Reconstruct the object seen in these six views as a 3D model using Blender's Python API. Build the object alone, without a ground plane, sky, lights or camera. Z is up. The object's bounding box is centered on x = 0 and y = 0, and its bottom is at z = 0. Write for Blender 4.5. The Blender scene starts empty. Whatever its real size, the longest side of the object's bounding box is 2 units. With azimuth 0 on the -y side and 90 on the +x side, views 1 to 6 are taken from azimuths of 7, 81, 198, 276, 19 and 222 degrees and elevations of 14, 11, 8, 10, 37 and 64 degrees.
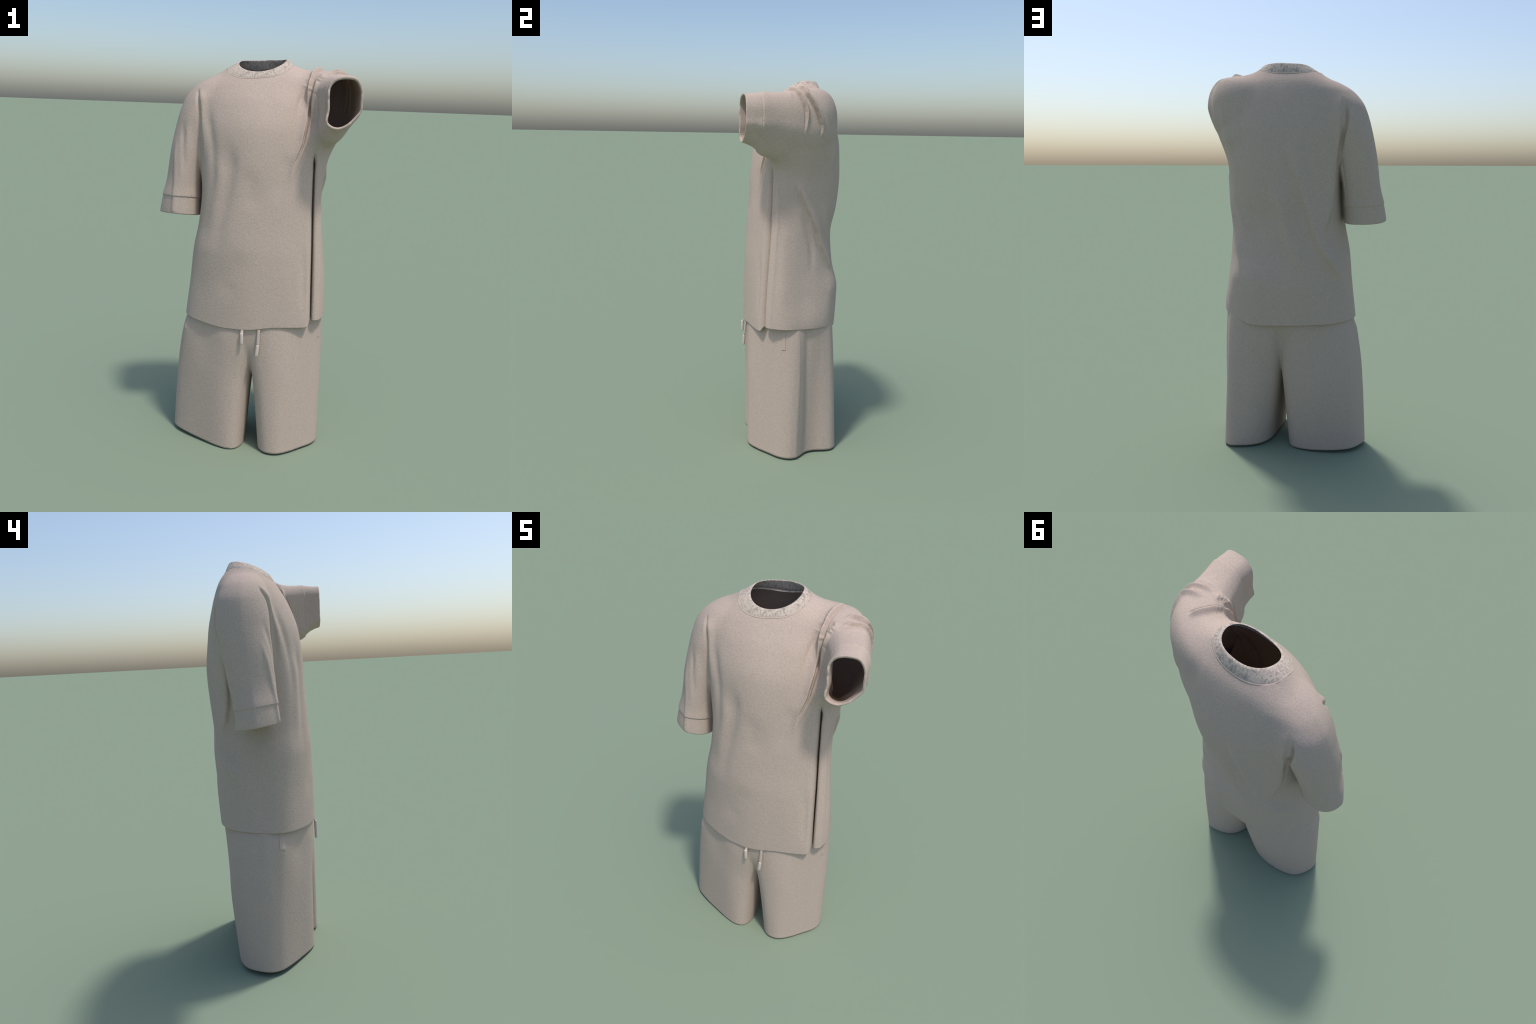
# A loose round-neck sweat top with one sleeve raised forward, worn over wide drawstring shorts.
# Each garment is described as implicit lofts (cross-sections + spines), blended, meshed,
# cut along its hems, creased along fold lines and given a cloth thickness.
import bpy, math
import numpy as np
from mathutils import Vector

F = np.float32
TAU = 2 * math.pi

# ------------------------------------------------------------------ small numeric helpers
def smoothstep(a, b, x):
    t = np.clip((x - a) / (b - a), 0, 1)
    return t * t * (3 - 2 * t)

def smin(a, b, k):
    h = np.clip(0.5 + 0.5 * (b - a) / k, 0, 1)
    return b + (a - b) * h - k * h * (1 - h)

def smax(a, b, k):
    return -smin(-a, -b, k)

def closed_curve(pts, per=40):
    """Centripetal-like closed Catmull-Rom through control points."""
    P = np.array(pts, float)
    n = len(P)
    t = np.linspace(0, 1, per, endpoint=False)[:, None]
    out = []
    for i in range(n):
        a, b, c, d = P[i - 1], P[i], P[(i + 1) % n], P[(i + 2) % n]
        lab, lbc, lcd = [max(np.linalg.norm(v), 1e-5) for v in (b - a, c - b, d - c)]
        m1 = ((c - a) / (lab + lbc)) * lbc
        m2 = ((d - b) / (lbc + lcd)) * lbc
        out.append((2*t**3-3*t**2+1)*b + (t**3-2*t**2+t)*m1 + (-2*t**3+3*t**2)*c + (t**3-t**2)*m2)
    return np.concatenate(out)

def open_curve(pts, per=16):
    P = np.array(pts, float)
    P = np.vstack([2*P[0]-P[1], P, 2*P[-1]-P[-2]])
    t = np.linspace(0, 1, per, endpoint=False)[:, None]
    out = []
    for i in range(1, len(P) - 2):
        a, b, c, d = P[i-1:i+3]
        out.append(0.5*((2*b) + (c-a)*t + (2*a-5*b+4*c-d)*t**2 + (3*b-a-3*c+d)*t**3))
    return np.vstack(out + [P[-2:-1]])

def pchip(x, Y, q):
    """Monotone cubic interpolation of rows Y at x, evaluated at q."""
    x = np.array(x, float); Y = np.array(Y, float)
    if Y.ndim == 1: Y = Y[:, None]
    h = np.diff(x)[:, None]; s = np.diff(Y, axis=0) / h
    m = np.zeros_like(Y); m[0], m[-1] = s[0], s[-1]
    if len(x) > 2:
        w1, w2 = 2*h[1:]+h[:-1], h[1:]+2*h[:-1]
        ok = s[1:]*s[:-1] > 0
        with np.errstate(all="ignore"):
            hm = (w1+w2) / (w1/s[:-1] + w2/s[1:])
        m[1:-1] = np.where(ok, hm, 0)
    q = np.clip(q, x[0], x[-1])
    i = np.clip(np.searchsorted(x, q) - 1, 0, len(x) - 2)
    t = ((q - x[i]) / (x[i+1] - x[i]))[:, None]; H = h[i]
    return (2*t**3-3*t**2+1)*Y[i] + (t**3-2*t**2+t)*H*m[i] + (-2*t**3+3*t**2)*Y[i+1] + (t**3-t**2)*H*m[i+1]

def polar(pts, centre, n):
    """Radius about a centre for n evenly spaced angles."""
    C = closed_curve(pts) - np.array(centre)
    a = np.arctan2(C[:, 1], C[:, 0]) % TAU
    r = np.hypot(C[:, 0], C[:, 1])
    o = np.argsort(a)
    a, r = a[o], r[o]
    return np.interp(np.arange(n) * TAU / n, np.r_[a - TAU, a, a + TAU], np.r_[r, r, r])

class Loft:
    """Vertical loft: cross-section outlines at chosen heights, roughly a distance field."""
    N, M = 480, 260
    def __init__(self, centre_of, sections):
        zs = [s[0] for s in sections]
        self.z0, self.z1 = zs[0], zs[-1]
        q = np.linspace(self.z0, self.z1, self.M)
        cs = np.array([centre_of(z) for z in zs])
        self.C = pchip(zs, cs, q).astype(F)
        R = pchip(zs, np.array([polar(s[1], c, self.N) for s, c in zip(sections, cs)]), q)
        for _ in range(6):
            R = 0.5*R + 0.25*(np.roll(R, 1, 1) + np.roll(R, -1, 1))
            R[1:-1] = 0.5*R[1:-1] + 0.25*(R[2:] + R[:-2])
        self.R = R.astype(F)
        rt = (np.roll(R, -1, 1) - np.roll(R, 1, 1)) / (2*TAU/self.N) / R
        rz = np.gradient(R, q, axis=0)
        self.G = (1/np.sqrt(1 + rt**2 + np.minimum(np.abs(rz), 6)**2)).astype(F)
    def look(self, T, a, z):
        u = a * (self.N / TAU); v = np.clip((z - self.z0) / (self.z1 - self.z0), 0, 1) * (self.M - 1)
        i = np.floor(u).astype(np.int32); fu = u - i; i %= self.N; i1 = (i + 1) % self.N
        j = np.minimum(v.astype(np.int32), self.M - 2); fv = v - j
        return (T[j, i]*(1-fu) + T[j, i1]*fu)*(1-fv) + (T[j+1, i]*(1-fu) + T[j+1, i1]*fu)*fv
    def __call__(self, x, y, z):
        v = np.clip((z - self.z0) / (self.z1 - self.z0), 0, 1) * (self.M - 1)
        cx = np.interp(v, np.arange(self.M), self.C[:, 0]); cy = np.interp(v, np.arange(self.M), self.C[:, 1])
        dx, dy = x - cx, y - cy
        a = np.arctan2(dy, dx) % TAU
        return (np.hypot(dx, dy) - self.look(self.R, a, z)) * self.look(self.G, a, z)

class Tube:
    """Loft along a curved, nearly level spine; outline given as polar radii in (outward, up)."""
    N, M = 240, 120
    def __init__(self, stations, outline):
        ts = np.arange(len(stations), dtype=float)
        q = np.linspace(0, ts[-1], self.M)
        self.S = pchip(ts, np.array([s[0] for s in stations]), q)
        for _ in range(70):
            self.S[1:-1] = .5*self.S[1:-1] + .25*(self.S[2:] + self.S[:-2])
        D = np.gradient(self.S, axis=0); D /= np.linalg.norm(D, axis=1)[:, None]
        self.D, self.seg = D, np.linalg.norm(np.gradient(self.S, axis=0), axis=1)
        L = np.cross([0, 0, 1.0], D); L /= np.linalg.norm(L, axis=1)[:, None]
        self.L, self.U = L, np.cross(D, L)
        R = np.array([polar(outline(*s[1:]), (0, 0), self.N) for s in stations])
        R = pchip(ts, R, q)
        for _ in range(4):
            R = 0.5*R + 0.25*(np.roll(R, 1, 1) + np.roll(R, -1, 1))
        self.R = R
    def __call__(self, x, y, z):
        P = np.stack([x, y, z], -1).reshape(-1, 3).astype(float)
        near = np.full(len(P), 1.0)
        lo, hi = self.S.min(0) - 0.32, self.S.max(0) + 0.32
        idx = np.where(((P > lo) & (P < hi)).all(1))[0]
        for c in range(0, len(idx), 120000):
            k = idx[c:c+120000]; p = P[k]
            d2 = (p**2).sum(1)[:, None] - 2*p @ self.S.T + (self.S**2).sum(1)[None]
            j = d2.argmin(1)
            tt = np.clip(j.astype(float), 0, self.M - 1.001)
            mix = lambda A: A[i]*(1-f) + A[i+1]*f
            for _ in range(2):
                i = tt.astype(int); f = (tt - i)[:, None]
                e = ((p - mix(self.S)) * mix(self.D)).sum(1)
                tt = np.clip(tt + np.clip(.9*e/self.seg[i], -1.5, 1.5), 0, self.M - 1.001)
            i = tt.astype(int); f = (tt - i)[:, None]
            w = p - mix(self.S)
            l = (w*mix(self.L)).sum(1); u = (w*mix(self.U)).sum(1); al = (w*mix(self.D)).sum(1)
            a = np.arctan2(u, l) % TAU * (self.N/TAU)
            b = a.astype(int) % self.N; g = a - np.floor(a); b1 = (b+1) % self.N; f = f[:, 0]
            r = (self.R[i, b]*(1-g) + self.R[i, b1]*g)*(1-f) + (self.R[i+1, b]*(1-g) + self.R[i+1, b1]*g)*f
            near[k] = np.maximum((np.hypot(l, u) - r)*0.9, np.abs(al) - 0.004)
        return near.reshape(np.shape(x)).astype(F)

# ------------------------------------------------------------------ meshing
def grid_surface(field, lo, hi, h):
    """Surface nets: quad mesh of field = 0."""
    ax = [np.arange(a, b, h, dtype=F) for a, b in zip(lo, hi)]
    X, Y, Z = np.meshgrid(*ax, indexing="ij", sparse=False)
    V = field(X, Y, Z).astype(F)
    ins = V < 0
    acc = np.zeros([s - 1 for s in V.shape] + [3], F); cnt = np.zeros([s - 1 for s in V.shape], F)
    sl = lambda o, n: slice(o, o + n)
    n = [s - 1 for s in V.shape]
    for d in range(3):
        e1, e2 = [(1, 2), (0, 2), (0, 1)][d]
        for o1 in (0, 1):
            for o2 in (0, 1):
                A = [None]*3; B = [None]*3
                A[d], B[d] = sl(0, n[d]), sl(1, n[d])
                A[e1] = B[e1] = sl(o1, n[e1]); A[e2] = B[e2] = sl(o2, n[e2])
                va, vb = V[tuple(A)], V[tuple(B)]
                c = (va < 0) != (vb < 0)
                t = np.where(c, va / np.where(c, va - vb, 1), 0)
                cnt += c
                acc[..., d] += np.where(c, t, 0); acc[..., e1] += c*o1; acc[..., e2] += c*o2
    act = cnt > 0
    ids = np.full(act.shape, -1, np.int64); ids[act] = np.arange(act.sum())
    base = np.stack(np.nonzero(act), -1)
    P = np.array(lo) + h*(base + acc[act] / cnt[act][:, None])
    quads = []
    for d in range(3):
        e1, e2 = [(1, 2), (2, 0), (0, 1)][d]
        A = [slice(1, -1)]*3; A[d] = slice(0, -1); B = list(A); B[d] = slice(1, None)
        a, b = ins[tuple(A)], ins[tuple(B)]
        I = np.stack(np.nonzero(a != b), -1); flip = b[tuple(I.T)]
        I = I + np.array([0 if k == d else 1 for k in range(3)])
        def cell(p, q):
            J = I.copy(); J[:, e1] += p; J[:, e2] += q
            return ids[tuple(J.T)]
        Q = np.stack([cell(-1, -1), cell(0, -1), cell(0, 0), cell(-1, 0)], -1)
        Q[flip] = Q[flip][:, ::-1]
        quads.append(Q)
    return P, np.vstack(quads)

def gradient(f, P, e=0.0015):
    G = np.zeros_like(P)
    for d in range(3):
        o = np.zeros(3); o[d] = e
        G[:, d] = (f(*(P + o).T) - f(*(P - o).T)) / (2*e)
    return G

def settle(f, P, rounds=2, most=0.006):
    for _ in range(rounds):
        g = gradient(f, P); v = f(*P.T)
        s = v / np.maximum((g**2).sum(1), 0.05)
        step = g * s[:, None]; ln = np.linalg.norm(step, axis=1)
        P = P - step * np.minimum(1, most/np.maximum(ln, 1e-9))[:, None]
    return P

def edges_of(Q):
    E = np.vstack([Q[:, [0, 1]], Q[:, [1, 2]], Q[:, [2, 3]], Q[:, [3, 0]]])
    S = np.sort(E, 1)
    key = S[:, 0].astype(np.int64) * (Q.max() + 1) + S[:, 1]
    u, first, inv, cnt = np.unique(key, return_index=True, return_inverse=True, return_counts=True)
    return E, S[first], inv, cnt

def border(Q, n):
    E, U, inv, cnt = edges_of(Q)
    m = np.zeros(n, bool); m[U[cnt == 1].ravel()] = True
    return m

def relax(P, Q, hold, w=0.5):
    E, U, inv, cnt = edges_of(Q)
    A = np.zeros_like(P); c = np.zeros(len(P))
    for i, j in ((0, 1), (1, 0)):
        for d in range(3):
            A[:, d] += np.bincount(U[:, i], P[U[:, j], d], len(P))
        c += np.bincount(U[:, i], minlength=len(P))
    M = A / np.maximum(c, 1)[:, None]
    out = P + w*(M - P); out[hold] = P[hold]
    return out

def compact(P, Q, *extra):
    used = np.zeros(len(P), bool); used[Q.ravel()] = True
    m = np.cumsum(used) - 1
    return (P[used], m[Q]) + tuple(e[used] for e in extra)

def largest(P, Q):
    lab = np.arange(len(P))
    while True:
        m = lab[Q].min(1); new = lab.copy()
        for k in range(4): np.minimum.at(new, Q[:, k], m)
        new = new[new]
        if (new == lab).all(): break
        lab = new
    best = np.bincount(lab[Q[:, 0]]).argmax()
    return compact(P, Q[lab[Q[:, 0]] == best])

def refine(P, Q):
    E, U, inv, cnt = edges_of(Q)
    n = len(P); m = len(Q)
    mid = 0.5*(P[U[:, 0]] + P[U[:, 1]])
    cen = P[Q].mean(1)
    e = n + inv.reshape(4, m); c = n + len(U) + np.arange(m)
    return np.vstack([P, mid, cen]), np.vstack([np.stack([Q[:, k], e[k], c, e[k-1]], -1) for k in range(4)])

def vertex_normals(P, Q):
    n = np.cross(P[Q[:, 2]] - P[Q[:, 0]], P[Q[:, 3]] - P[Q[:, 1]])
    N = np.zeros_like(P)
    for k in range(4):
        for d in range(3): N[:, d] += np.bincount(Q[:, k], n[:, d], len(P))
    return N / np.maximum(np.linalg.norm(N, axis=1), 1e-12)[:, None]

def trim(P, Q, scalar, h):
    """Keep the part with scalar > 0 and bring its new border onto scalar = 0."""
    s = scalar(P)
    Q = Q[(s[Q] > -0.5*h).all(1)]
    return compact(P, Q)

def to_cut(P, b, cuts, f, rounds=4):
    """Slide border vertices onto the cut they belong to (and back on the surface)."""
    p = P[b]
    for _ in range(rounds):
        S = np.stack([c(p) for c in cuts], -1); k = np.abs(S).argmin(1)
        for j, c in enumerate(cuts):
            m = k == j
            if m.any():
                g = gradient(lambda x, y, z: c(np.stack([x, y, z], -1)), p[m], 1e-3)
                nf = gradient(f, p[m]); nf /= np.maximum(np.linalg.norm(nf, axis=1), 1e-6)[:, None]
                gt = g - nf*(g*nf).sum(1)[:, None]
                st = gt*(c(p[m])/np.maximum((gt**2).sum(1), 0.1))[:, None]
                ln = np.linalg.norm(st, axis=1)
                p[m] = p[m] - st*np.minimum(1, 0.006/np.maximum(ln, 1e-9))[:, None]
        p = settle(f, p, 1)
    P = P.copy(); P[b] = p
    return P

def build_surface(field, lo, hi, h, cuts, fine):
    P, Q = grid_surface(field, lo, hi, h)
    for c in cuts: P, Q = trim(P, Q, c, h)
    P, Q = largest(P, Q)
    for r in range(3):
        b = border(Q, len(P))
        P = to_cut(P, b, cuts, field, 2)
        P = relax(P, Q, b, 0.5)
        P = settle(field, P, 1)
    if fine:
        P, Q = refine(P, Q)
    b = border(Q, len(P))
    P = settle(field, P, 2)
    P = to_cut(P, b, cuts, field, 3)
    for r in range(2):
        P = relax(P, Q, b, 0.4); P[~b] = settle(field, P[~b], 1)
    return P, Q

# ------------------------------------------------------------------ folds
class Fold:
    """A ridge or crease along a curve lying on the cloth.
    height: ridge height; soft / sharp: widths on the two sides of the line;
    side: a direction pointing to the sharp side."""
    def __init__(self, pts, height, soft, sharp, side, fade=(0.2, 0.25), groove=0.0, wobble=0.0):
        self.c = open_curve(pts, 14)
        self.h, self.soft, self.sharp, self.side = height, soft, sharp, np.array(side, float)
        self.fade, self.groove, self.wobble = fade, groove, wobble
    def apply(self, P, N):
        c = self.c; reach = 3.2*max(self.soft, self.sharp)
        k = np.where(((P > c.min(0) - reach) & (P < c.max(0) + reach)).all(1))[0]
        if not len(k): return
        p = P[k]
        d2 = (p**2).sum(1)[:, None] - 2*p @ c.T + (c**2).sum(1)[None]
        j = d2.argmin(1)
        D = np.gradient(c, axis=0); seg = np.linalg.norm(D, axis=1); D /= seg[:, None]
        t = np.clip(j + np.clip(((p - c[j])*D[j]).sum(1)/seg[j], -.75, .75), 0, len(c) - 1.001)
        i = t.astype(int); f = (t - i)[:, None]
        q = c[i]*(1-f) + c[i+1]*f; d = D[i]*(1-f) + D[i+1]*f; d /= np.linalg.norm(d, axis=1)[:, None]
        w = p - q; n = N[k]
        end = np.abs((w*d).sum(1))
        w = w - d*(w*d).sum(1)[:, None]
        across = np.cross(d, n); ln = np.linalg.norm(across, axis=1)
        across /= np.maximum(ln, 1e-6)[:, None]
        across *= np.where((across*self.side).sum(1) < 0, -1, 1)[:, None]
        s = (w*across).sum(1)
        out = np.abs((w*n).sum(1))
        t = t / (len(c) - 1)
        if self.wobble:
            s = s + self.wobble*(np.sin(t*17+1) + 0.7*np.sin(t*37+2) + 0.35*np.sin(t*81))
        env = smoothstep(0, max(self.fade[0], 1e-3), t)*smoothstep(0, max(self.fade[1], 1e-3), 1 - t)
        env = env*np.exp(-(end/0.02)**2)*np.exp(-(out/0.05)**2)
        prof = np.where(s > 0, np.exp(-(s/self.sharp)**2), np.exp(-(s/self.soft)**2))*self.h
        if self.groove:
            prof = prof - self.groove*np.exp(-((s - 1.5*self.sharp)/(1.1*self.sharp))**2)
        P[k] += n*(prof*env)[:, None]

def wave(P, N, centre, size, height):
    """Broad soft swelling or hollow in the cloth."""
    d = (P - np.array(centre))/np.array(size)
    P += N*(height*np.exp(-(d**2).sum(1)))[:, None]

# ------------------------------------------------------------------ materials
def cloth_material(name, colour, grain=1.0, streak=None, inner=False):
    m = bpy.data.materials.new(name); m.use_nodes = True
    nt = m.node_tree; nd, lk = nt.nodes, nt.links
    bs = nd["Principled BSDF"]
    bs.inputs["Roughness"].default_value = 0.92
    bs.inputs["Specular IOR Level"].default_value = 0.15
    bs.inputs["Sheen Weight"].default_value = 0.0 if inner else SHEEN
    bs.inputs["Sheen Roughness"].default_value = 0.5
    tc = nd.new("ShaderNodeTexCoord")
    def noise(scale, detail, stretch=(1, 1, 1)):
        mp = nd.new("ShaderNodeMapping"); mp.inputs["Scale"].default_value = stretch
        n = nd.new("ShaderNodeTexNoise"); n.inputs["Scale"].default_value = scale; n.inputs["Detail"].default_value = detail
        lk.new(tc.outputs["Object"], mp.inputs["Vector"]); lk.new(mp.outputs["Vector"], n.inputs["Vector"])
        return n.outputs["Fac"]
    def ramp(src, a, b, ca, cb):
        r = nd.new("ShaderNodeValToRGB"); e = r.color_ramp.elements
        e[0].position, e[1].position = a, b
        e[0].color, e[1].color = (*ca, 1), (*cb, 1)
        lk.new(src, r.inputs["Fac"]); return r.outputs["Color"]
    c = np.array(colour)
    fibre = noise(160, 4, (1, 1, 0.8))
    col = ramp(fibre, 0.3, 0.72, tuple(c*0.90), tuple(np.minimum(c*1.07, 1)))
    if streak is not None:
        vert = noise(125, 3, (1, 1, 0.38)); patch = noise(30, 2)
        mix = nd.new("ShaderNodeMath"); mix.operation = "MULTIPLY_ADD"
        lk.new(patch, mix.inputs[0]); mix.inputs[1].default_value = 0.45; lk.new(vert, mix.inputs[2])
        fac = ramp(mix.outputs[0], 0.66, 0.92, (0, 0, 0), (1, 1, 1))
        mx = nd.new("ShaderNodeMix"); mx.data_type = "RGBA"
        lk.new(fac, mx.inputs["Factor"]); lk.new(col, mx.inputs["A"]); mx.inputs["B"].default_value = (*streak, 1)
        col = mx.outputs["Result"]
        height = vert
    else:
        height = fibre
    lk.new(col, bs.inputs["Base Color"])
    bp = nd.new("ShaderNodeBump"); bp.inputs["Strength"].default_value = 0.31*grain; bp.inputs["Distance"].default_value = 0.004
    lk.new(height, bp.inputs["Height"]); lk.new(bp.outputs["Normal"], bs.inputs["Normal"])
    return m

SHEEN = 0.0
BEIGE = (0.497, 0.400, 0.337)
fabric = cloth_material("brushed_beige_fleece", BEIGE)
inside_shade_tint = cloth_material("shaded_inside_fleece", (0.50, 0.385, 0.31), 0.4, inner=True)  # same fleece, base colour warmed to match the brown shade inside the garment
rib = cloth_material("worn_rib_knit", (0.57, 0.475, 0.40), 1.7, streak=(0.325, 0.285, 0.25))
cord_mat = cloth_material("drawcord_cotton", (0.50, 0.42, 0.36))
tip_mat = cloth_material("rubber_cord_tip", (0.62, 0.52, 0.46), 0.1)

# ------------------------------------------------------------------ objects
def thing(name, label, category):
    e = bpy.data.objects.new(name, None); e.empty_display_size = 0.1
    bpy.context.collection.objects.link(e)
    e["label"], e["category"] = label, category
    return e

def mesh_object(name, P, faces, parent, mats, slots=None, normals=None):
    me = bpy.data.meshes.new(name)
    me.from_pydata([tuple(p) for p in P], [], [tuple(int(i) for i in f) for f in faces])
    for m in mats: me.materials.append(m)
    if slots is not None: me.polygons.foreach_set("material_index", np.asarray(slots, np.int32))
    me.polygons.foreach_set("use_smooth", np.ones(len(me.polygons), bool))
    me.update()
    if normals is not None:
        me.normals_split_custom_set_from_vertices([tuple(n) for n in normals])
    o = bpy.data.objects.new(name, me)
    bpy.context.collection.objects.link(o); o.parent = parent
    return o

def cloth_parts(P, Q, N, label, parts, parent, thick, mats):
    """Give the surface a thickness, round its open edges and split it into parts."""
    n = len(P)
    inner = P - N*np.reshape(thick, (-1, 1)); thick = np.min(thick)
    E, U, inv, cnt = edges_of(Q)
    be = E[cnt[inv] == 1]
    bv = np.unique(be); bi = {int(v): i for i, v in enumerate(bv)}
    # outward direction at the border: away from the faces that touch it
    out = np.zeros((n, 3)); cen = P[Q].mean(1)
    for k in range(4):
        for d in range(3): out[:, d] += np.bincount(Q[:, k], (P[Q[:, k]] - cen)[:, d], n)
    out = out - N*(out*N).sum(1)[:, None]
    out /= np.maximum(np.linalg.norm(out, axis=1), 1e-9)[:, None]
    for _ in range(12):   # even out the rim direction along each open edge
        acc = np.zeros_like(out)
        for d in range(3): acc[:, d] = np.bincount(be[:, 0], out[be[:, 1], d], n) + np.bincount(be[:, 1], out[be[:, 0], d], n)
        out[bv] = out[bv] + acc[bv]; out[bv] /= np.maximum(np.linalg.norm(out[bv], axis=1), 1e-9)[:, None]
    mid = P[bv] - N[bv]*thick*0.5 + out[bv]*thick*0.45
    V = np.vstack([P, inner, mid])
    NN = np.vstack([N, -N, out[bv]])
    NN[bv] = N[bv]*0.8 + out[bv]*0.6; NN[n + bv] = -N[bv]*0.8 + out[bv]*0.6
    NN /= np.linalg.norm(NN, axis=1)[:, None]
    m = np.array([[2*n + bi[int(a)], 2*n + bi[int(b)]] for a, b in be]).reshape(-1, 2)
    a, b = be[:, 0], be[:, 1]
    rim = np.vstack([np.stack([b, a, m[:, 0], m[:, 1]], -1), np.stack([m[:, 1], m[:, 0], a + n, b + n], -1)])
    faces = np.vstack([Q, Q[:, ::-1] + n, rim])
    slot = np.r_[np.zeros(len(Q)), np.ones(len(Q)), np.zeros(len(rim))]
    flab = label[Q]
    fl = np.array([np.bincount(r).argmax() for r in flab]) if flab.max() > 0 else np.zeros(len(Q), int)
    edge_face = np.tile(np.arange(len(Q)), 4)[cnt[inv] == 1]
    fl_all = np.r_[fl, fl, fl[edge_face], fl[edge_face]]
    made = []
    for k, name in enumerate(parts):
        sel = fl_all == k
        if not sel.any(): continue
        f = faces[sel]; used = np.unique(f); mp = np.full(len(V), -1); mp[used] = np.arange(len(used))
        made.append(mesh_object(name, V[used], mp[f], parent, mats, slot[sel], NN[used]))
    return made

# ================================================================== THE TOP
def section(z, *pts): return (z, pts)

NECK = (0.02, 0.06)
torso = Loft(lambda z: NECK, [
    section(0.62, (0, -.214), (.15, -.203), (.27, -.178), (.325, -.158), (.37, -.105), (.38, -.03), (.352, .05), (.32, .14), (.265, .22), (.14, .272), (0, .272), (-.13, .255), (-.25, .205), (-.325, .12), (-.352, .02), (-.345, -.05), (-.28, -.118), (-.14, -.183)),
    section(0.74, (0, -.214), (.15, -.203), (.27, -.178), (.323, -.157), (.37, -.105), (.387, -.03), (.372, .045), (.342, .135), (.28, .22), (.15, .28), (0, .28), (-.13, .262), (-.25, .203), (-.315, .11), (-.336, .02), (-.328, -.06), (-.27, -.12), (-.14, -.183)),
    section(0.90, (0, -.213), (.15, -.202), (.27, -.173), (.32, -.15), (.365, -.10), (.38, -.045), (.348, .065), (.31, .155), (.25, .24), (.14, .288), (0, .286), (-.13, .268), (-.24, .205), (-.297, .11), (-.316, .02), (-.31, -.06), (-.26, -.12), (-.13, -.185)),
    section(1.05, (0, -.21), (.15, -.199), (.26, -.168), (.312, -.143), (.352, -.1), (.366, -.045), (.333, .06), (.292, .145), (.23, .215), (.13, .257), (0, .272), (-.13, .258), (-.23, .208), (-.28, .12), (-.304, .03), (-.298, -.05), (-.25, -.125), (-.12, -.189)),
    section(1.20, (0, -.2), (.14, -.19), (.25, -.16), (.305, -.133), (.34, -.095), (.35, -.04), (.325, .06), (.285, .14), (.22, .205), (.12, .247), (0, .268), (-.12, .252), (-.215, .208), (-.268, .118), (-.277, .03), (-.274, -.04), (-.23, -.12), (-.12, -.182)),
    section(1.35, (0, -.19), (.14, -.18), (.25, -.15), (.30, -.128), (.332, -.09), (.338, -.03), (.328, .06), (.295, .14), (.23, .215), (.13, .272), (0, .285), (-.12, .258), (-.22, .217), (-.26, .15), (-.268, .04), (-.265, -.03), (-.225, -.11), (-.12, -.17)),
    section(1.50, (0, -.183), (.13, -.172), (.24, -.142), (.30, -.12), (.34, -.08), (.35, -.02), (.345, .06), (.31, .145), (.25, .222), (.13, .284), (0, .291), (-.12, .263), (-.22, .221), (-.27, .16), (-.278, .05), (-.28, -.02), (-.23, -.1), (-.12, -.158)),
    section(1.65, (0, -.167), (.12, -.155), (.22, -.125), (.29, -.09), (.33, -.04), (.35, .03), (.34, .1), (.31, .165), (.245, .232), (.13, .278), (0, .287), (-.12, .266), (-.22, .227), (-.285, .17), (-.30, .07), (-.292, -.01), (-.235, -.085), (-.12, -.142)),
    section(1.78, (0, -.124), (.1, -.113), (.19, -.085), (.26, -.04), (.32, .02), (.345, .08), (.33, .135), (.285, .18), (.2, .23), (.12, .256), (0, .262), (-.12, .242), (-.21, .213), (-.275, .165), (-.30, .08), (-.28, 0), (-.22, -.06), (-.11, -.105)),
    section(1.86, (0, -.08), (.1, -.07), (.18, -.04), (.25, 0), (.31, .05), (.33, .09), (.315, .135), (.265, .178), (.19, .215), (.11, .235), (0, .235), (-.11, .22), (-.2, .193), (-.265, .15), (-.285, .08), (-.265, .02), (-.2, -.03), (-.1, -.067)),
    section(1.91, (.01, -.048), (.1, -.04), (.17, -.015), (.24, .03), (.295, .07), (.31, .1), (.285, .145), (.23, .175), (.16, .2), (.1, .213), (0, .211), (-.1, .198), (-.17, .17), (-.21, .132), (-.23, .08), (-.207, .035), (-.16, -.005), (-.09, -.035)),
    section(1.945, (.02, -.02), (.09, -.015), (.15, .01), (.195, .05), (.24, .09), (.245, .11), (.225, .135), (.18, .158), (.14, .173), (.09, .184), (0, .185), (-.08, .173), (-.13, .15), (-.16, .112), (-.167, .065), (-.15, .03), (-.11, .003), (-.05, -.013)),
    section(1.975, (.02, 0), (.07, 0), (.11, .02), (.14, .05), (.152, .09), (.152, .11), (.145, .13), (.13, .14), (.1, .155), (.07, .163), (0, .167), (-.06, .16), (-.09, .14), (-.12, .11), (-.13, .07), (-.12, .04), (-.08, .02), (-.04, .005)),
    section(2.04, (.02, .02), (.08, .05), (.1, .1), (.06, .13), (0, .13), (-.06, .12), (-.08, .07), (-.04, .03)),
])

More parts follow.
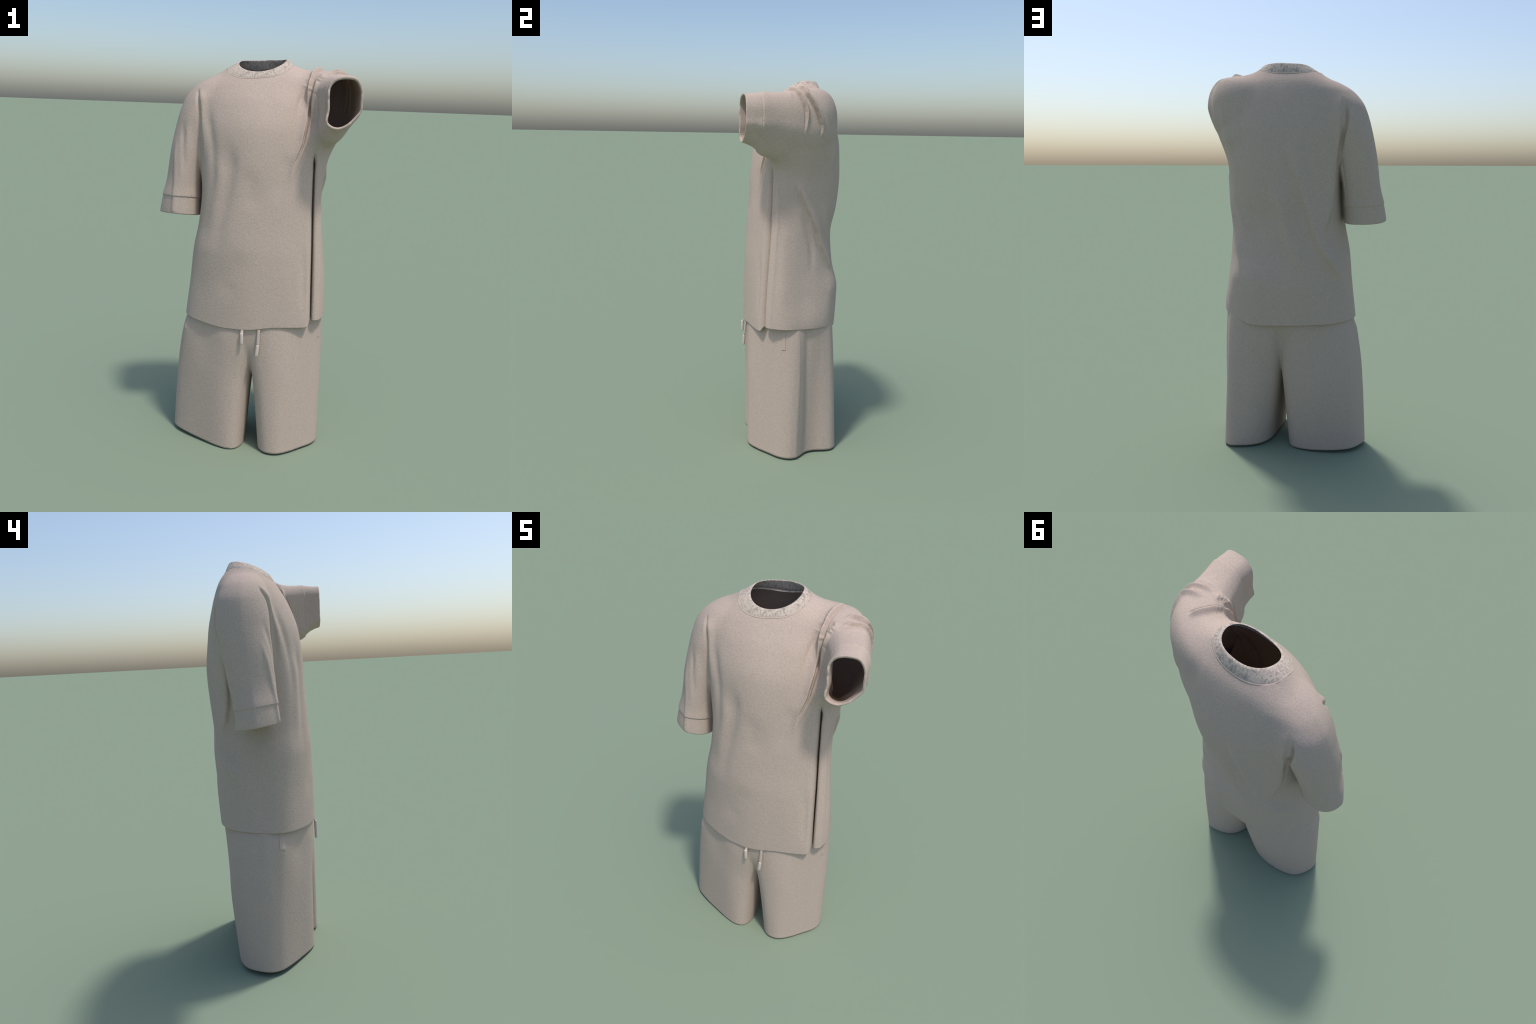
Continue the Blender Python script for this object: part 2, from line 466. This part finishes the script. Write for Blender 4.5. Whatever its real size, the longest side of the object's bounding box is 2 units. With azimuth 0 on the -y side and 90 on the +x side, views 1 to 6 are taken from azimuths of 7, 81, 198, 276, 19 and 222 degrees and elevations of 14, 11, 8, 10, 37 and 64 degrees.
def oval(x_in, x_out, y_front, y_back, corner=1.55, n=2.2):
    cx, cy, a, b = (x_in+x_out)/2, (y_front+y_back)/2, abs(x_in-x_out)/2, (y_back-y_front)/2
    t = np.linspace(0, TAU, 24, endpoint=False)
    c, s = np.cos(t), np.sin(t)
    pts = []
    for u, v in zip(c, s):
        outer = u*(x_out - x_in) > 0
        m = corner if outer and v < 0 else n if outer or v < 0 else 2.8   # front outer corner falls away
        pts.append((cx + a*np.sign(u)*abs(u)**(2/m), cy + b*np.sign(v)*abs(v)**(2/m)))
    return pts

hanging = [  # height, inner x, outer x, front y, back y
    ("cuff end", 1.15, -.286, -.503, -.082, .125), ("cuff", 1.22, -.285, -.499, -.08, .124),
    ("cuff seam", 1.31, -.283, -.484, -.072, .130), ("low", 1.40, -.277, -.466, -.067, .148),
    ("mid", 1.55, -.25, -.448, -.058, .175), ("bicep", 1.69, -.22, -.420, -.045, .198),
    ("deltoid", 1.78, -.19, -.390, -.036, .192), ("cap", 1.85, -.16, -.338, -.02, .170),
    ("top", 1.90, -.14, -.26, .01, .14), ("crown", 1.925, -.13, -.19, .04, .11), ("peak", 1.955, -.14, -.155, .06, .08)]
sleeve_r = Loft(lambda z: tuple(np.array([np.interp(z, [h[1] for h in hanging], [(h[2]+h[3])/2 for h in hanging]),
                                          np.interp(z, [h[1] for h in hanging], [(h[4]+h[5])/2 for h in hanging])])),
                [section(h[1], *oval(*h[2:], 1.3 if h[1] < 1.3 else 1.4 if h[1] < 1.5 else 1.55)) for h in hanging])

EGG = [(0, 1), (.62, .94), (.95, .58), (1, .05), (.90, -.22), (.54, -.55), (.20, -.84), (-.2, -1), (-.66, -.96), (-1.0, -.74), (-.93, -.27), (-.97, .27), (-.92, .62), (-.58, .90)]
CUFF = [(0, 1), (.62, .93), (.96, .55), (1, 0), (.99, -.27), (.73, -.54), (.28, -.85), (-.2, -1), (-.66, -.96), (-1.0, -.74), (-.93, -.27), (-.97, .27), (-.92, .62), (-.58, .90)]
def arm_outline(out, inn, top, bot, egg):
    """egg 0..1: oval to egg; 1..2: egg to the outline of the open cuff."""
    pts = []
    for (l, u), (l2, u2) in zip(EGG, CUFF):
        w = min(egg, 1); q = max(egg - 1, 0)
        a = math.atan2(u, l)
        l, u = l*w + math.cos(a)*(1-w), u*w + math.sin(a)*(1-w)
        l, u = l*(1-q) + l2*q, u*(1-q) + u2*q
        pts.append((l*(out if l > 0 else inn), u*(top if u > 0 else bot)))
    return pts
sleeve_l = Tube([
    ((.12, .150, 1.70), .05, .08, .15, .17, .3), ((.21, .132, 1.735), .108, .11, .195, .215, .6), ((.305, .065, 1.75), .127, .13, .20, .225, .9),
    ((.372, -.04, 1.765), .098, .105, .172, .178, .95), ((.402, -.14, 1.785), .084, .09, .136, .165, 1),
    ((.416, -.21, 1.793), .081, .077, .122, .13, 1.6), ((.420, -.272, 1.796), .080, .078, .112, .113, 2), ((.421, -.31, 1.798), .080, .078, .115, .11, 2)], arm_outline)

def slot(x, y, z):
    """The deep pleat beside the front panel, as a thin upright wedge of air."""
    zs = [.6, .74, .9, 1.1, 1.3, 1.55, 1.7]
    ax = np.interp(z, zs, [.334, .331, .325, .318, .309, .303, .302]); ay = np.interp(z, zs, [-.20, -.20, -.195, -.185, -.175, -.165, -.16])
    bx = ax - .012; by = ay + .115
    dx, dy = bx - ax, by - ay
    t = np.clip(((x-ax)*dx + (y-ay)*dy)/(dx*dx+dy*dy), 0, 1)
    w = 0.0055 - 0.014*smoothstep(1.52, 1.68, z)
    return np.hypot(x-ax-t*dx, y-ay-t*dy) - w

def top_field(x, y, z):
    t = torso(x, y, z)
    r = sleeve_r(x, y, z)
    r = np.maximum(np.maximum(r, 1.188 - z), z - 1.95)
    k = 0.006 + 0.04*smoothstep(1.40, 1.66, z) - 0.03*smoothstep(1.78, 1.9, z)
    f = smin(t, r, k)
    f = smax(f, -slot(x, y, z), 0.026)
    return smin(f, sleeve_l(x, y, z), 0.03 + 0.05*smoothstep(1.72, 1.62, z))

def owner(P):
    x, y, z = P.T
    t, r, l = torso(x, y, z), sleeve_r(x, y, z), sleeve_l(x, y, z)
    return np.where((r < t) & (x < -.1) & (z > 1.16), 1, np.where((l < t) & (x > .15) & (z > 1.4), 2, 0))

def hem_height(P):
    a = np.degrees(np.arctan2(P[:, 1] - NECK[1], P[:, 0] - NECK[0])) % 360
    k = [("front", -90, .687), ("front panel", -62, .705), ("panel lip", -38.5, .708), ("pleat", -33, .737), ("side", 0, .728), ("side", 35, .712), ("seat", 62, .683),
         ("back", 90, .688), ("back", 135, .697), ("side", 180, .700), ("side", 215, .688), ("front", 240, .680), ("front", 270, .687)]
    aa = np.array([v[1] for v in k]); zz = np.array([v[2] for v in k])
    full_a = np.r_[aa[:-1], aa[:-1] + 360, aa[:-1] + 720]; full_z = np.r_[zz[:-1], zz[:-1], zz[:-1]]
    g = np.linspace(-90, 630, 1440)
    table = pchip(full_a, full_z, g)[:, 0]
    return np.interp(np.where(a > 270, a, a + 0), g, table)

NECK_C, NECK_YAW = (.001, .066), math.radians(3)
def neck_ring(a, half_x, half_y, n=2.3, c=NECK_C, yaw=NECK_YAW):
    u, v = np.cos(a - yaw), np.sin(a - yaw)
    r = (np.abs(u/half_x)**n + np.abs(v/half_y)**n)**(-1/n)
    return c[0] + r*np.cos(a), c[1] + r*np.sin(a)
def neck_distance(P):
    dx, dy = P[:, 0] - NECK_C[0], P[:, 1] - NECK_C[1]
    x, y = neck_ring(np.arctan2(dy, dx), .161, .118)
    return np.hypot(dx, dy) - np.hypot(x - NECK_C[0], y - NECK_C[1])

def cut_hem(P): return np.where(P[:, 2] < 1.0, P[:, 2] - hem_height(P), 1.0)
def cut_neck(P): return np.where(P[:, 2] > 1.83, neck_distance(P), 1.0)
def right_edge(P): return P[:, 2] - (1.2155 - .12*P[:, 1] - .03*(P[:, 0]+.27))
def left_edge(P): return P[:, 1] - (-.272 + .1*(P[:, 0]-.42))
def cut_right(P):
    inside = (sleeve_r(*P.T) < torso(*P.T)) & (P[:, 2] < 1.4) & (P[:, 2] > 1.178)
    return np.where(inside, right_edge(P), 1.0)
def cut_left(P): return np.where((P[:, 1] < -.1) & (P[:, 2] > 1.6) & (sleeve_l(*P.T) < .02), left_edge(P), 1.0)

top = thing("sweat_top", "loose beige round neck top, one sleeve reaching forward", "shirt")
P, Q = build_surface(top_field, (-.54, -.34, .62), (.56, .34, 2.06), 0.0055, [cut_hem, cut_neck, cut_right, cut_left], True)
lab = owner(P)
N = vertex_normals(P, Q)

FOLDS = []
WAVES = []
OUT_L, CUFFWARD, DOWN = (1, -.3, 0), (.2, -1, 0), (0, 0, -1)
FOLDS += [
    # raised arm: rolls of cloth pushed up on the shoulder
    Fold([(.328, -.01, 1.934), (.36, .012, 1.942), (.39, .022, 1.938), (.42, .03, 1.915), (.432, .065, 1.87), (.43, .1, 1.80), (.424, .115, 1.75), (.42, .11, 1.69)], .020, .015, .0050, CUFFWARD, (.25, .3), .010, .0006),
    Fold([(.338, -.052, 1.921), (.36, -.04, 1.93), (.395, -.028, 1.931), (.43, -.012, 1.918), (.449, .012, 1.882), (.456, .03, 1.83), (.458, .03, 1.77), (.456, .026, 1.70)], .015, .011, .0045, CUFFWARD, (.25, .3), .008, .0007),
    Fold([(.345, -.075, 1.925), (.39, -.065, 1.93), (.43, -.055, 1.915), (.455, -.04, 1.88)], .003, .010, .008, CUFFWARD, (.3, .3)),
    # chest: strands running from the shoulder down to the side
    Fold([(.310, .115, 1.95), (.290, .07, 1.948), (.271, .021, 1.937), (.260, -.03, 1.895), (.258, -.055, 1.835), (.248, -.08, 1.75), (.240, -.11, 1.665), (.230, -.131, 1.60), (.203, -.152, 1.518), (.18, -.16, 1.43)], .018, .018, .0050, OUT_L, (.08, .25), .010, .0008),
    Fold([(.318, -.02, 1.93), (.303, -.05, 1.905), (.287, -.078, 1.862), (.275, -.08, 1.78), (.268, -.095, 1.707), (.258, -.117, 1.64), (.232, -.142, 1.556), (.202, -.16, 1.466), (.182, -.17, 1.38)], .013, .011, .012, OUT_L, (.15, .3)),
    Fold([(.262, .06, 1.944), (.250, .005, 1.915), (.226, -.035, 1.845), (.210, -.07, 1.787), (.197, -.10, 1.71), (.19, -.13, 1.62)], -.008, .014, .014, OUT_L, (.3, .5)),
    Fold([(.304, -.09, 1.866), (.298, -.108, 1.82), (.302, -.12, 1.75), (.306, -.122, 1.68), (.309, -.12, 1.61)], -.012, .008, .007, OUT_L, (.5, .25)),
    Fold([(.178, -.152, 1.57), (.159, -.17, 1.445), (.131, -.185, 1.3)], -.005, .03, .03, OUT_L, (.3, .4)),
    # hanging arm: armhole tuck and vertical drapes on the front
    Fold([(-.296, .0, 1.85), (-.294, -.02, 1.815), (-.285, -.043, 1.753), (-.283, -.049, 1.68), (-.282, -.047, 1.591), (-.277, -.039, 1.50)], -.009, .007, .009, (-1, 0, 0), (.2, .2)),
    Fold([(-.280, -.01, 1.85), (-.266, -.04, 1.775), (-.258, -.06, 1.696), (-.248, -.08, 1.595), (-.245, -.09, 1.48)], .009, .022, .012, (-1, 0, 0), (.2, .4)),
    Fold([(-.228, -.06, 1.76), (-.212, -.10, 1.645), (-.198, -.118, 1.57), (-.19, -.135, 1.45), (-.2, -.14, 1.3)], -.007, .026, .022, (-1, 0, 0), (.2, .5)),
    Fold([(-.135, -.14, 1.63), (-.098, -.165, 1.519), (-.100, -.171, 1.432), (-.117, -.174, 1.321), (-.151, -.172, 1.168), (-.18, -.17, 1.04)], -.010, .042, .034, (1, 0, 0), (.3, .4)),
    Fold([(-.17, -.135, 1.56), (-.155, -.155, 1.42), (-.178, -.155, 1.26), (-.21, -.15, 1.1)], .006, .03, .03, (-1, 0, 0), (.3, .4)),
    Fold([(-.03, -.18, 1.50), (.012, -.19, 1.37), (-.01, -.193, 1.27)], -.0035, .045, .04, (-1, 0, 0), (.35, .4)),
    Fold([(-.01, -.206, 1.10), (-.05, -.205, 1.0), (-.095, -.196, .916), (-.084, -.2, .80)], -.004, .05, .05, (-1, 0, 0), (.3, .3)),
    Fold([(.275, -.165, 1.15), (.283, -.17, .95), (.285, -.172, .72)], -.006, .022, .018, (1, 0, 0), (.4, .4)),
    Fold([(-.370, -.025, 1.70), (-.358, -.055, 1.55), (-.352, -.064, 1.42)], -.006, .016, .016, (1, 0, 0), (.3, .4)),
    Fold([(-.41, -.01, 1.62), (-.405, -.04, 1.48), (-.401, -.06, 1.36), (-.402, -.07, 1.22)], .006, .018, .012, (-1, 0, 0), (.3, .05)),
    # back: drape below the shoulder blade and long diagonals
    Fold([(-.287, .19, 1.84), (-.288, .198, 1.70), (-.276, .188, 1.561), (-.268, .178, 1.436), (-.260, .18, 1.323), (-.238, .2, 1.229), (-.205, .23, 1.15)], .011, .035, .009, (-1, -.4, 0), (.15, .2), .005),
    Fold([(-.318, .185, 1.82), (-.322, .198, 1.715), (-.302, .193, 1.63), (-.285, .18, 1.53)], -.017, .009, .009, (-1, 0, 0), (.25, .3)),
    Fold([(-.045, .289, 1.70), (-.07, .286, 1.59), (-.1, .28, 1.468), (-.147, .262, 1.295), (-.185, .24, 1.157), (-.228, .21, 1.043), (-.28, .14, .945), (-.305, .08, .86)], .027, .045, .022, (1, 0, -.6), (.35, .3)),
    Fold([(.03, .287, 1.50), (.0, .283, 1.35), (-.03, .277, 1.22), (-.065, .272, 1.1), (-.11, .265, 1.0), (-.17, .245, .9)], .018, .045, .026, (1, 0, -.6), (.35, .4)),
    Fold([(.352, .0, 1.50), (.343, .04, 1.432), (.320, .095, 1.319), (.292, .14, 1.223), (.258, .185, 1.108), (.225, .235, 1.0), (.2, .26, .9)], .014, .030, .012, (0, -1, -.3), (.2, .3), .004, .0012),
    Fold([(.33, .03, 1.36), (.31, .07, 1.25), (.30, .1, 1.12), (.31, .1, .98)], -.007, .02, .02, (0, 1, 0), (.3, .4)),
    Fold([(.29, .17, 1.42), (.262, .19, 1.30), (.215, .22, 1.2), (.15, .255, 1.1)], .009, .035, .022, (0, 0, -1), (.3, .4)),
    Fold([(.33, .18, 1.80), (.30, .2, 1.66), (.275, .2, 1.5)], .007, .03, .03, (1, 0, 0), (.3, .4)),
    # side: edge of the pleat roll
    Fold([(.315, -.10, 1.56), (.334, -.085, 1.438), (.337, -.085, 1.31), (.345, -.093, 1.18), (.354, -.104, 1.006), (.359, -.116, .838), (.360, -.12, .70)], .004, .012, .010, (0, -1, 0), (.15, .0)),
    Fold([(.494, -.20, 1.80), (.486, -.186, 1.748), (.460, -.145, 1.69), (.43, -.11, 1.65)], .005, .012, .010, (0, 1, -1), (.3, .4)),
]
WAVES += [((-.265, .12, 1.22), (.05, .05, .06), -.006), ((-.30, .05, 1.0), (.05, .09, .12), .002)]

for c, s, hgt in WAVES: wave(P, N, c, s, hgt)
N = vertex_normals(P, Q)
for fd in FOLDS:
    fd.c = settle(top_field, fd.c, 8, .02)
    fd.apply(P, N)
# let the crossing rolls on the raised shoulder settle into each other
loose = (P[:, 0] > .17) & (P[:, 2] > 1.45) & (P[:, 1] > -.24)
hold = ~loose | border(Q, len(P))
P = relax(P, Q, hold, .4)
# cuffs: the sleeve bags slightly over the band sewn to its end
for which, edge, depth, puff in ((1, right_edge, .088, .003), (2, left_edge, .080, .003)):
    s = edge(P); m = lab == which
    h = np.where(s > depth, np.exp(-((s - depth)/.035)**2), -0.15*np.exp(-((s - depth)/.006)**2))*puff
    P[m] += N[m]*h[m][:, None]
    lab = np.where(m & (s < depth), which + 2, lab)
N = vertex_normals(P, Q)
# the facing inside the raised cuff: the sleeve proper is narrower than the open band
s_l = left_edge(P)
thickness = .006 + .004*(lab == 4) + np.where(lab == 2, .028*smoothstep(.080, .088, s_l)*smoothstep(.20, .10, s_l)*smoothstep(1.78, 1.70, P[:, 2])*smoothstep(.46, .42, P[:, 0]), 0)
cloth_parts(P, Q, N, lab, ["torso", "sleeve", "sleeve", "cuff", "cuff"], top, thickness, [fabric, inside_shade_tint])
for o in top.children:
    if o.name.startswith("cuff"): o.data.materials[1] = fabric

# collar: a rib band standing on the neckline
def collar():
    n = 220; rows = []
    a = np.arange(n)*TAU/n
    c0 = np.array([-.005, .065])
    bx, by = neck_ring(a, .161, .118)
    lo, hi = np.full(n, 1.84), np.full(n, 2.03)
    for _ in range(40):
        m = (lo+hi)/2; v = top_field(bx, by, m); lo = np.where(v < 0, m, lo); hi = np.where(v < 0, hi, m)
    m = (lo+hi)/2
    m = np.real(np.fft.ifft(np.fft.fft(m)*(np.abs(np.fft.fftfreq(n, 1/n)) < 12)))
    base = np.stack([bx, by, m - .003], -1)
    print("neckline z front/left/back/right", m[int(n*.75)], m[n//36], m[n//4], m[n//2])
    yaw = math.radians(3); u = np.cos(a - yaw); v = np.sin(a - yaw); k = 2/2.25
    U = .122*np.sign(u)*np.abs(u)**k; W = .098*np.sign(v)*np.abs(v)**k
    tx, ty = .010 + U*math.cos(yaw) - W*math.sin(yaw), .064 + U*math.sin(yaw) + W*math.cos(yaw)
    tz = np.minimum(1.943 + .33*ty + .05*tx + 1.4*tx*tx, 1.999)
    rim = np.stack([tx, ty, tz], -1)
    rows = []
    def bulge(s):  # outer face, slightly convex
        p = base*(1-s) + rim*s; o = p - np.array([0, .06, 0]); o[:, 2] = 0; o /= np.linalg.norm(o, axis=1)[:, None]
        return p, o
    prof = [(-.06, -.002), (-.03, .002), (0, .0038), (.05, .003), (.085, .001)] + [(s, .001 + .0025*math.sin(s*3.1)) for s in np.linspace(.12, .95, 14)] + [(1.0, -.0015), (1.015, -.004), (1.0, -.0065)] + [(s, -.0075) for s in np.linspace(.93, .1, 8)] + [(.04, -.005), (0, -.0045), (-.04, -.0075), (-.12, -.012)]
    V = []
    for s, off in prof:
        p, o = bulge(s); V.append(p + o*off)
    V = np.vstack(V); r = len(prof)
    fs = [(i*n+j, i*n+(j+1) % n, (i+1)*n+(j+1) % n, (i+1)*n+j) for i in range(r-1) for j in range(n)]
    slots = [0 if i < 5 else 1 for i in range(r-1) for j in range(n)]
    return mesh_object("collar", V, fs, top, [fabric, rib], slots)
collar()

# ================================================================== THE SHORTS
shorts = thing("drawstring_shorts", "wide knee length beige shorts with drawcord tips", "shorts")
leg_r = Loft(lambda z: (-.19, .02), [
    section(-.03, (-.1, -.185), (-.04, -.178), (-.006, -.12), (-.006, -.03), (-.012, .08), (-.03, .145), (-.07, .182), (-.15, .195), (-.235, .187), (-.31, .168), (-.37, .133), (-.41, .06), (-.413, 0), (-.375, -.05), (-.24, -.125)),
    section(.40, (-.1, -.19), (-.02, -.182), (.025, -.12), (.026, -.03), (.016, .09), (.010, .17), (-.03, .213), (-.12, .23), (-.21, .22), (-.29, .19), (-.345, .14), (-.383, .06), (-.388, 0), (-.35, -.06), (-.22, -.14)),
    section(.60, (-.1, -.192), (-.01, -.198), (.06, -.14), (.06, -.03), (.06, .08), (.02, .2), (-.1, .243), (-.2, .213), (-.285, .178), (-.332, .12), (-.357, .045), (-.360, -.01), (-.337, -.068), (-.21, -.138)),
    section(.70, (-.1, -.188), (0, -.2), (.09, -.15), (.09, -.03), (.09, .1), (.06, .22), (-.1, .25), (-.2, .21), (-.268, .17), (-.31, .11), (-.332, .035), (-.332, -.015), (-.3, -.075), (-.21, -.135)),
    section(1.0, (-.1, -.15), (0, -.17), (.09, -.12), (.09, -.03), (.09, .1), (.06, .19), (-.1, .21), (-.18, .18), (-.23, .14), (-.26, .09), (-.27, .03), (-.27, -.01), (-.25, -.06), (-.18, -.11))])
leg_l = Loft(lambda z: (.2, .03), [
    section(-.03, (.083, -.12), (.095, -.165), (.13, -.198), (.186, -.202), (.24, -.172), (.31, -.11), (.364, -.058), (.387, -.005), (.375, .04), (.345, .075), (.32, .11), (.313, .15), (.317, .2), (.312, .245), (.275, .278), (.22, .268), (.15, .232), (.105, .175), (.087, .1), (.083, 0)),
    section(.40, (.038, -.12), (.054, -.172), (.105, -.203), (.18, -.203), (.24, -.175), (.31, -.115), (.36, -.06), (.384, 0), (.378, .04), (.355, .075), (.333, .11), (.32, .15), (.31, .2), (.293, .24), (.255, .262), (.2, .262), (.12, .245), (.04, .19), (.018, .1), (.030, 0)),
    section(.70, (-.05, -.12), (0, -.19), (.08, -.202), (.17, -.193), (.24, -.168), (.31, -.12), (.355, -.06), (.374, 0), (.37, .04), (.355, .075), (.34, .11), (.325, .15), (.305, .19), (.278, .225), (.235, .247), (.18, .258), (.1, .26), (.02, .24), (-.04, .12), (-.05, 0)),
    section(1.0, (-.05, -.1), (0, -.15), (.08, -.165), (.16, -.155), (.22, -.13), (.27, -.08), (.3, -.03), (.31, 0), (.31, .04), (.30, .075), (.29, .11), (.275, .14), (.25, .17), (.22, .19), (.18, .2), (.1, .21), (.02, .2), (-.04, .12), (-.05, 0))])
def shorts_field(x, y, z):
    return smin(leg_r(x, y, z), leg_l(x, y, z), 0.008 + 0.022*smoothstep(.46, .62, z))
def cut_floor(P): return np.where(P[:, 2] < .3, P[:, 2] - np.where(P[:, 0] < .03, np.maximum(-.055*P[:, 0], 0), .010), 1.0)
def cut_waist(P): return np.where(P[:, 2] > .7, .97 - P[:, 2], 1.0)
SP, SQ = build_surface(shorts_field, (-.46, -.26, -.029), (.44, .33, 1.0), 0.0065, [cut_floor, cut_waist], False)
SN = vertex_normals(SP, SQ)
SFOLDS = []
SFOLDS += [
    Fold([(.372, .034, .74), (.378, .042, .45), (.381, .036, .2), (.379, .034, -.02)], .003, .02, .010, (0, 1, 0), (.0, .0)),
    Fold([(.352, .085, .74), (.350, .09, .45), (.335, .085, .2), (.332, .085, -.02)], -.006, .016, .02, (0, 1, 0), (.0, .1)),
    Fold([(-.34, .03, .72), (-.36, .02, .55), (-.385, .01, .35)], .003, .02, .02, (-1, 0, 0), (.0, .6)),
]
for fd in SFOLDS: fd.apply(SP, SN)
SN = vertex_normals(SP, SQ)
slab = np.where(SP[:, 2] > .47, 0, np.where(SP[:, 0] < .02, 1, 2))
cloth_parts(SP, SQ, SN, slab, ["seat", "leg", "leg"], shorts, 0.006, [fabric, inside_shade_tint])

# pocket welts: narrow flat strips stitched to the side seams
def welt(corners, lift=.0018):
    A, B, C, D = [np.array(c, float) for c in corners]   # top front, bottom front, bottom back, top back
    nu, nv = 9, 30; V = []
    for layer in (0, 1):
        for i in range(nv):
            for j in range(nu):
                t, w = i/(nv-1), j/(nu-1)
                V.append((A*(1-w) + D*w)*(1-t) + (B*(1-w) + C*w)*t)
    V = settle(shorts_field, np.array(V), 6)
    g = gradient(shorts_field, V); g /= np.linalg.norm(g, axis=1)[:, None]
    n = nu*nv; V[:n] += g[:n]*lift; V[n:] -= g[n:]*.003
    edge = np.zeros(n, bool); I = np.arange(n); edge[(I % nu == 0) | (I % nu == nu-1) | (I >= n-nu)] = True
    V[:n][edge] -= g[:n][edge]*lift*.45
    q = [(i*nu+j, i*nu+j+1, (i+1)*nu+j+1, (i+1)*nu+j) for i in range(nv-1) for j in range(nu-1)]
    ring = [j for j in range(nu)] + [i*nu+nu-1 for i in range(1, nv)] + [n-1-j for j in range(1, nu)] + [i*nu for i in range(nv-2, 0, -1)]
    side = [(ring[k], ring[k-1], ring[k-1]+n, ring[k]+n) for k in range(len(ring))]
    return mesh_object("pocket_welt", V, q + side, shorts, [fabric])
welt([(.355, -.058, .735), (.360, -.054, .615), (.369, -.034, .617), (.365, -.036, .735)])
welt([(-.305, -.070, .71), (-.324, -.066, .608), (-.341, -.042, .612), (-.320, -.045, .71)])

# drawcords with moulded tips
def rod(name, path, radii, parent, mat, flat=1.0, seg=20):
    c = open_curve(path, 8) if len(path) == 4 else np.array(path, float)
    rr = np.interp(np.linspace(0, 1, len(c)), np.linspace(0, 1, len(radii)), radii)
    a = np.arange(seg)*TAU/seg; V = []
    for p, r in zip(c, rr):
        V.append(p + np.stack([r*np.cos(a), flat*r*np.sin(a), 0*a], -1))
    V = np.vstack(V + [c[:1], c[-1:]]); n = len(c)
    fs = [(i*seg+j, (i+1)*seg+j, (i+1)*seg+(j+1) % seg, i*seg+(j+1) % seg) for i in range(n-1) for j in range(seg)]
    fs += [(n*seg, j, (j+1) % seg) for j in range(seg)] + [(n*seg+1, (n-1)*seg+(j+1) % seg, (n-1)*seg+j) for j in range(seg)]
    return mesh_object(name, V, fs, parent, [mat])
for bottom, tilt in (((-.010, -.219, .611), -.001), ((.066, -.219, .553), .006)):
    b = np.array(bottom); t = b + np.array([tilt, .001, .060])
    cord = rod("drawcord", [t + np.array([0, 0, -.004]), np.array([t[0]+.001, -.209, .686]), np.array([t[0], -.196, .73]), np.array([t[0], -.17, .80])], [.0074]*4, shorts, cord_mat, 0.45)
    ps = [b + (t-b)*s for s in (0, .01, .04, .1, .5, .9, .96, .99, 1)]
    rod("cord_tip", ps[:1] + ps[1:], [.0035, .006, .0078, .0086, .0086, .0086, .0082, .0070, .0048], cord, tip_mat, 0.85)
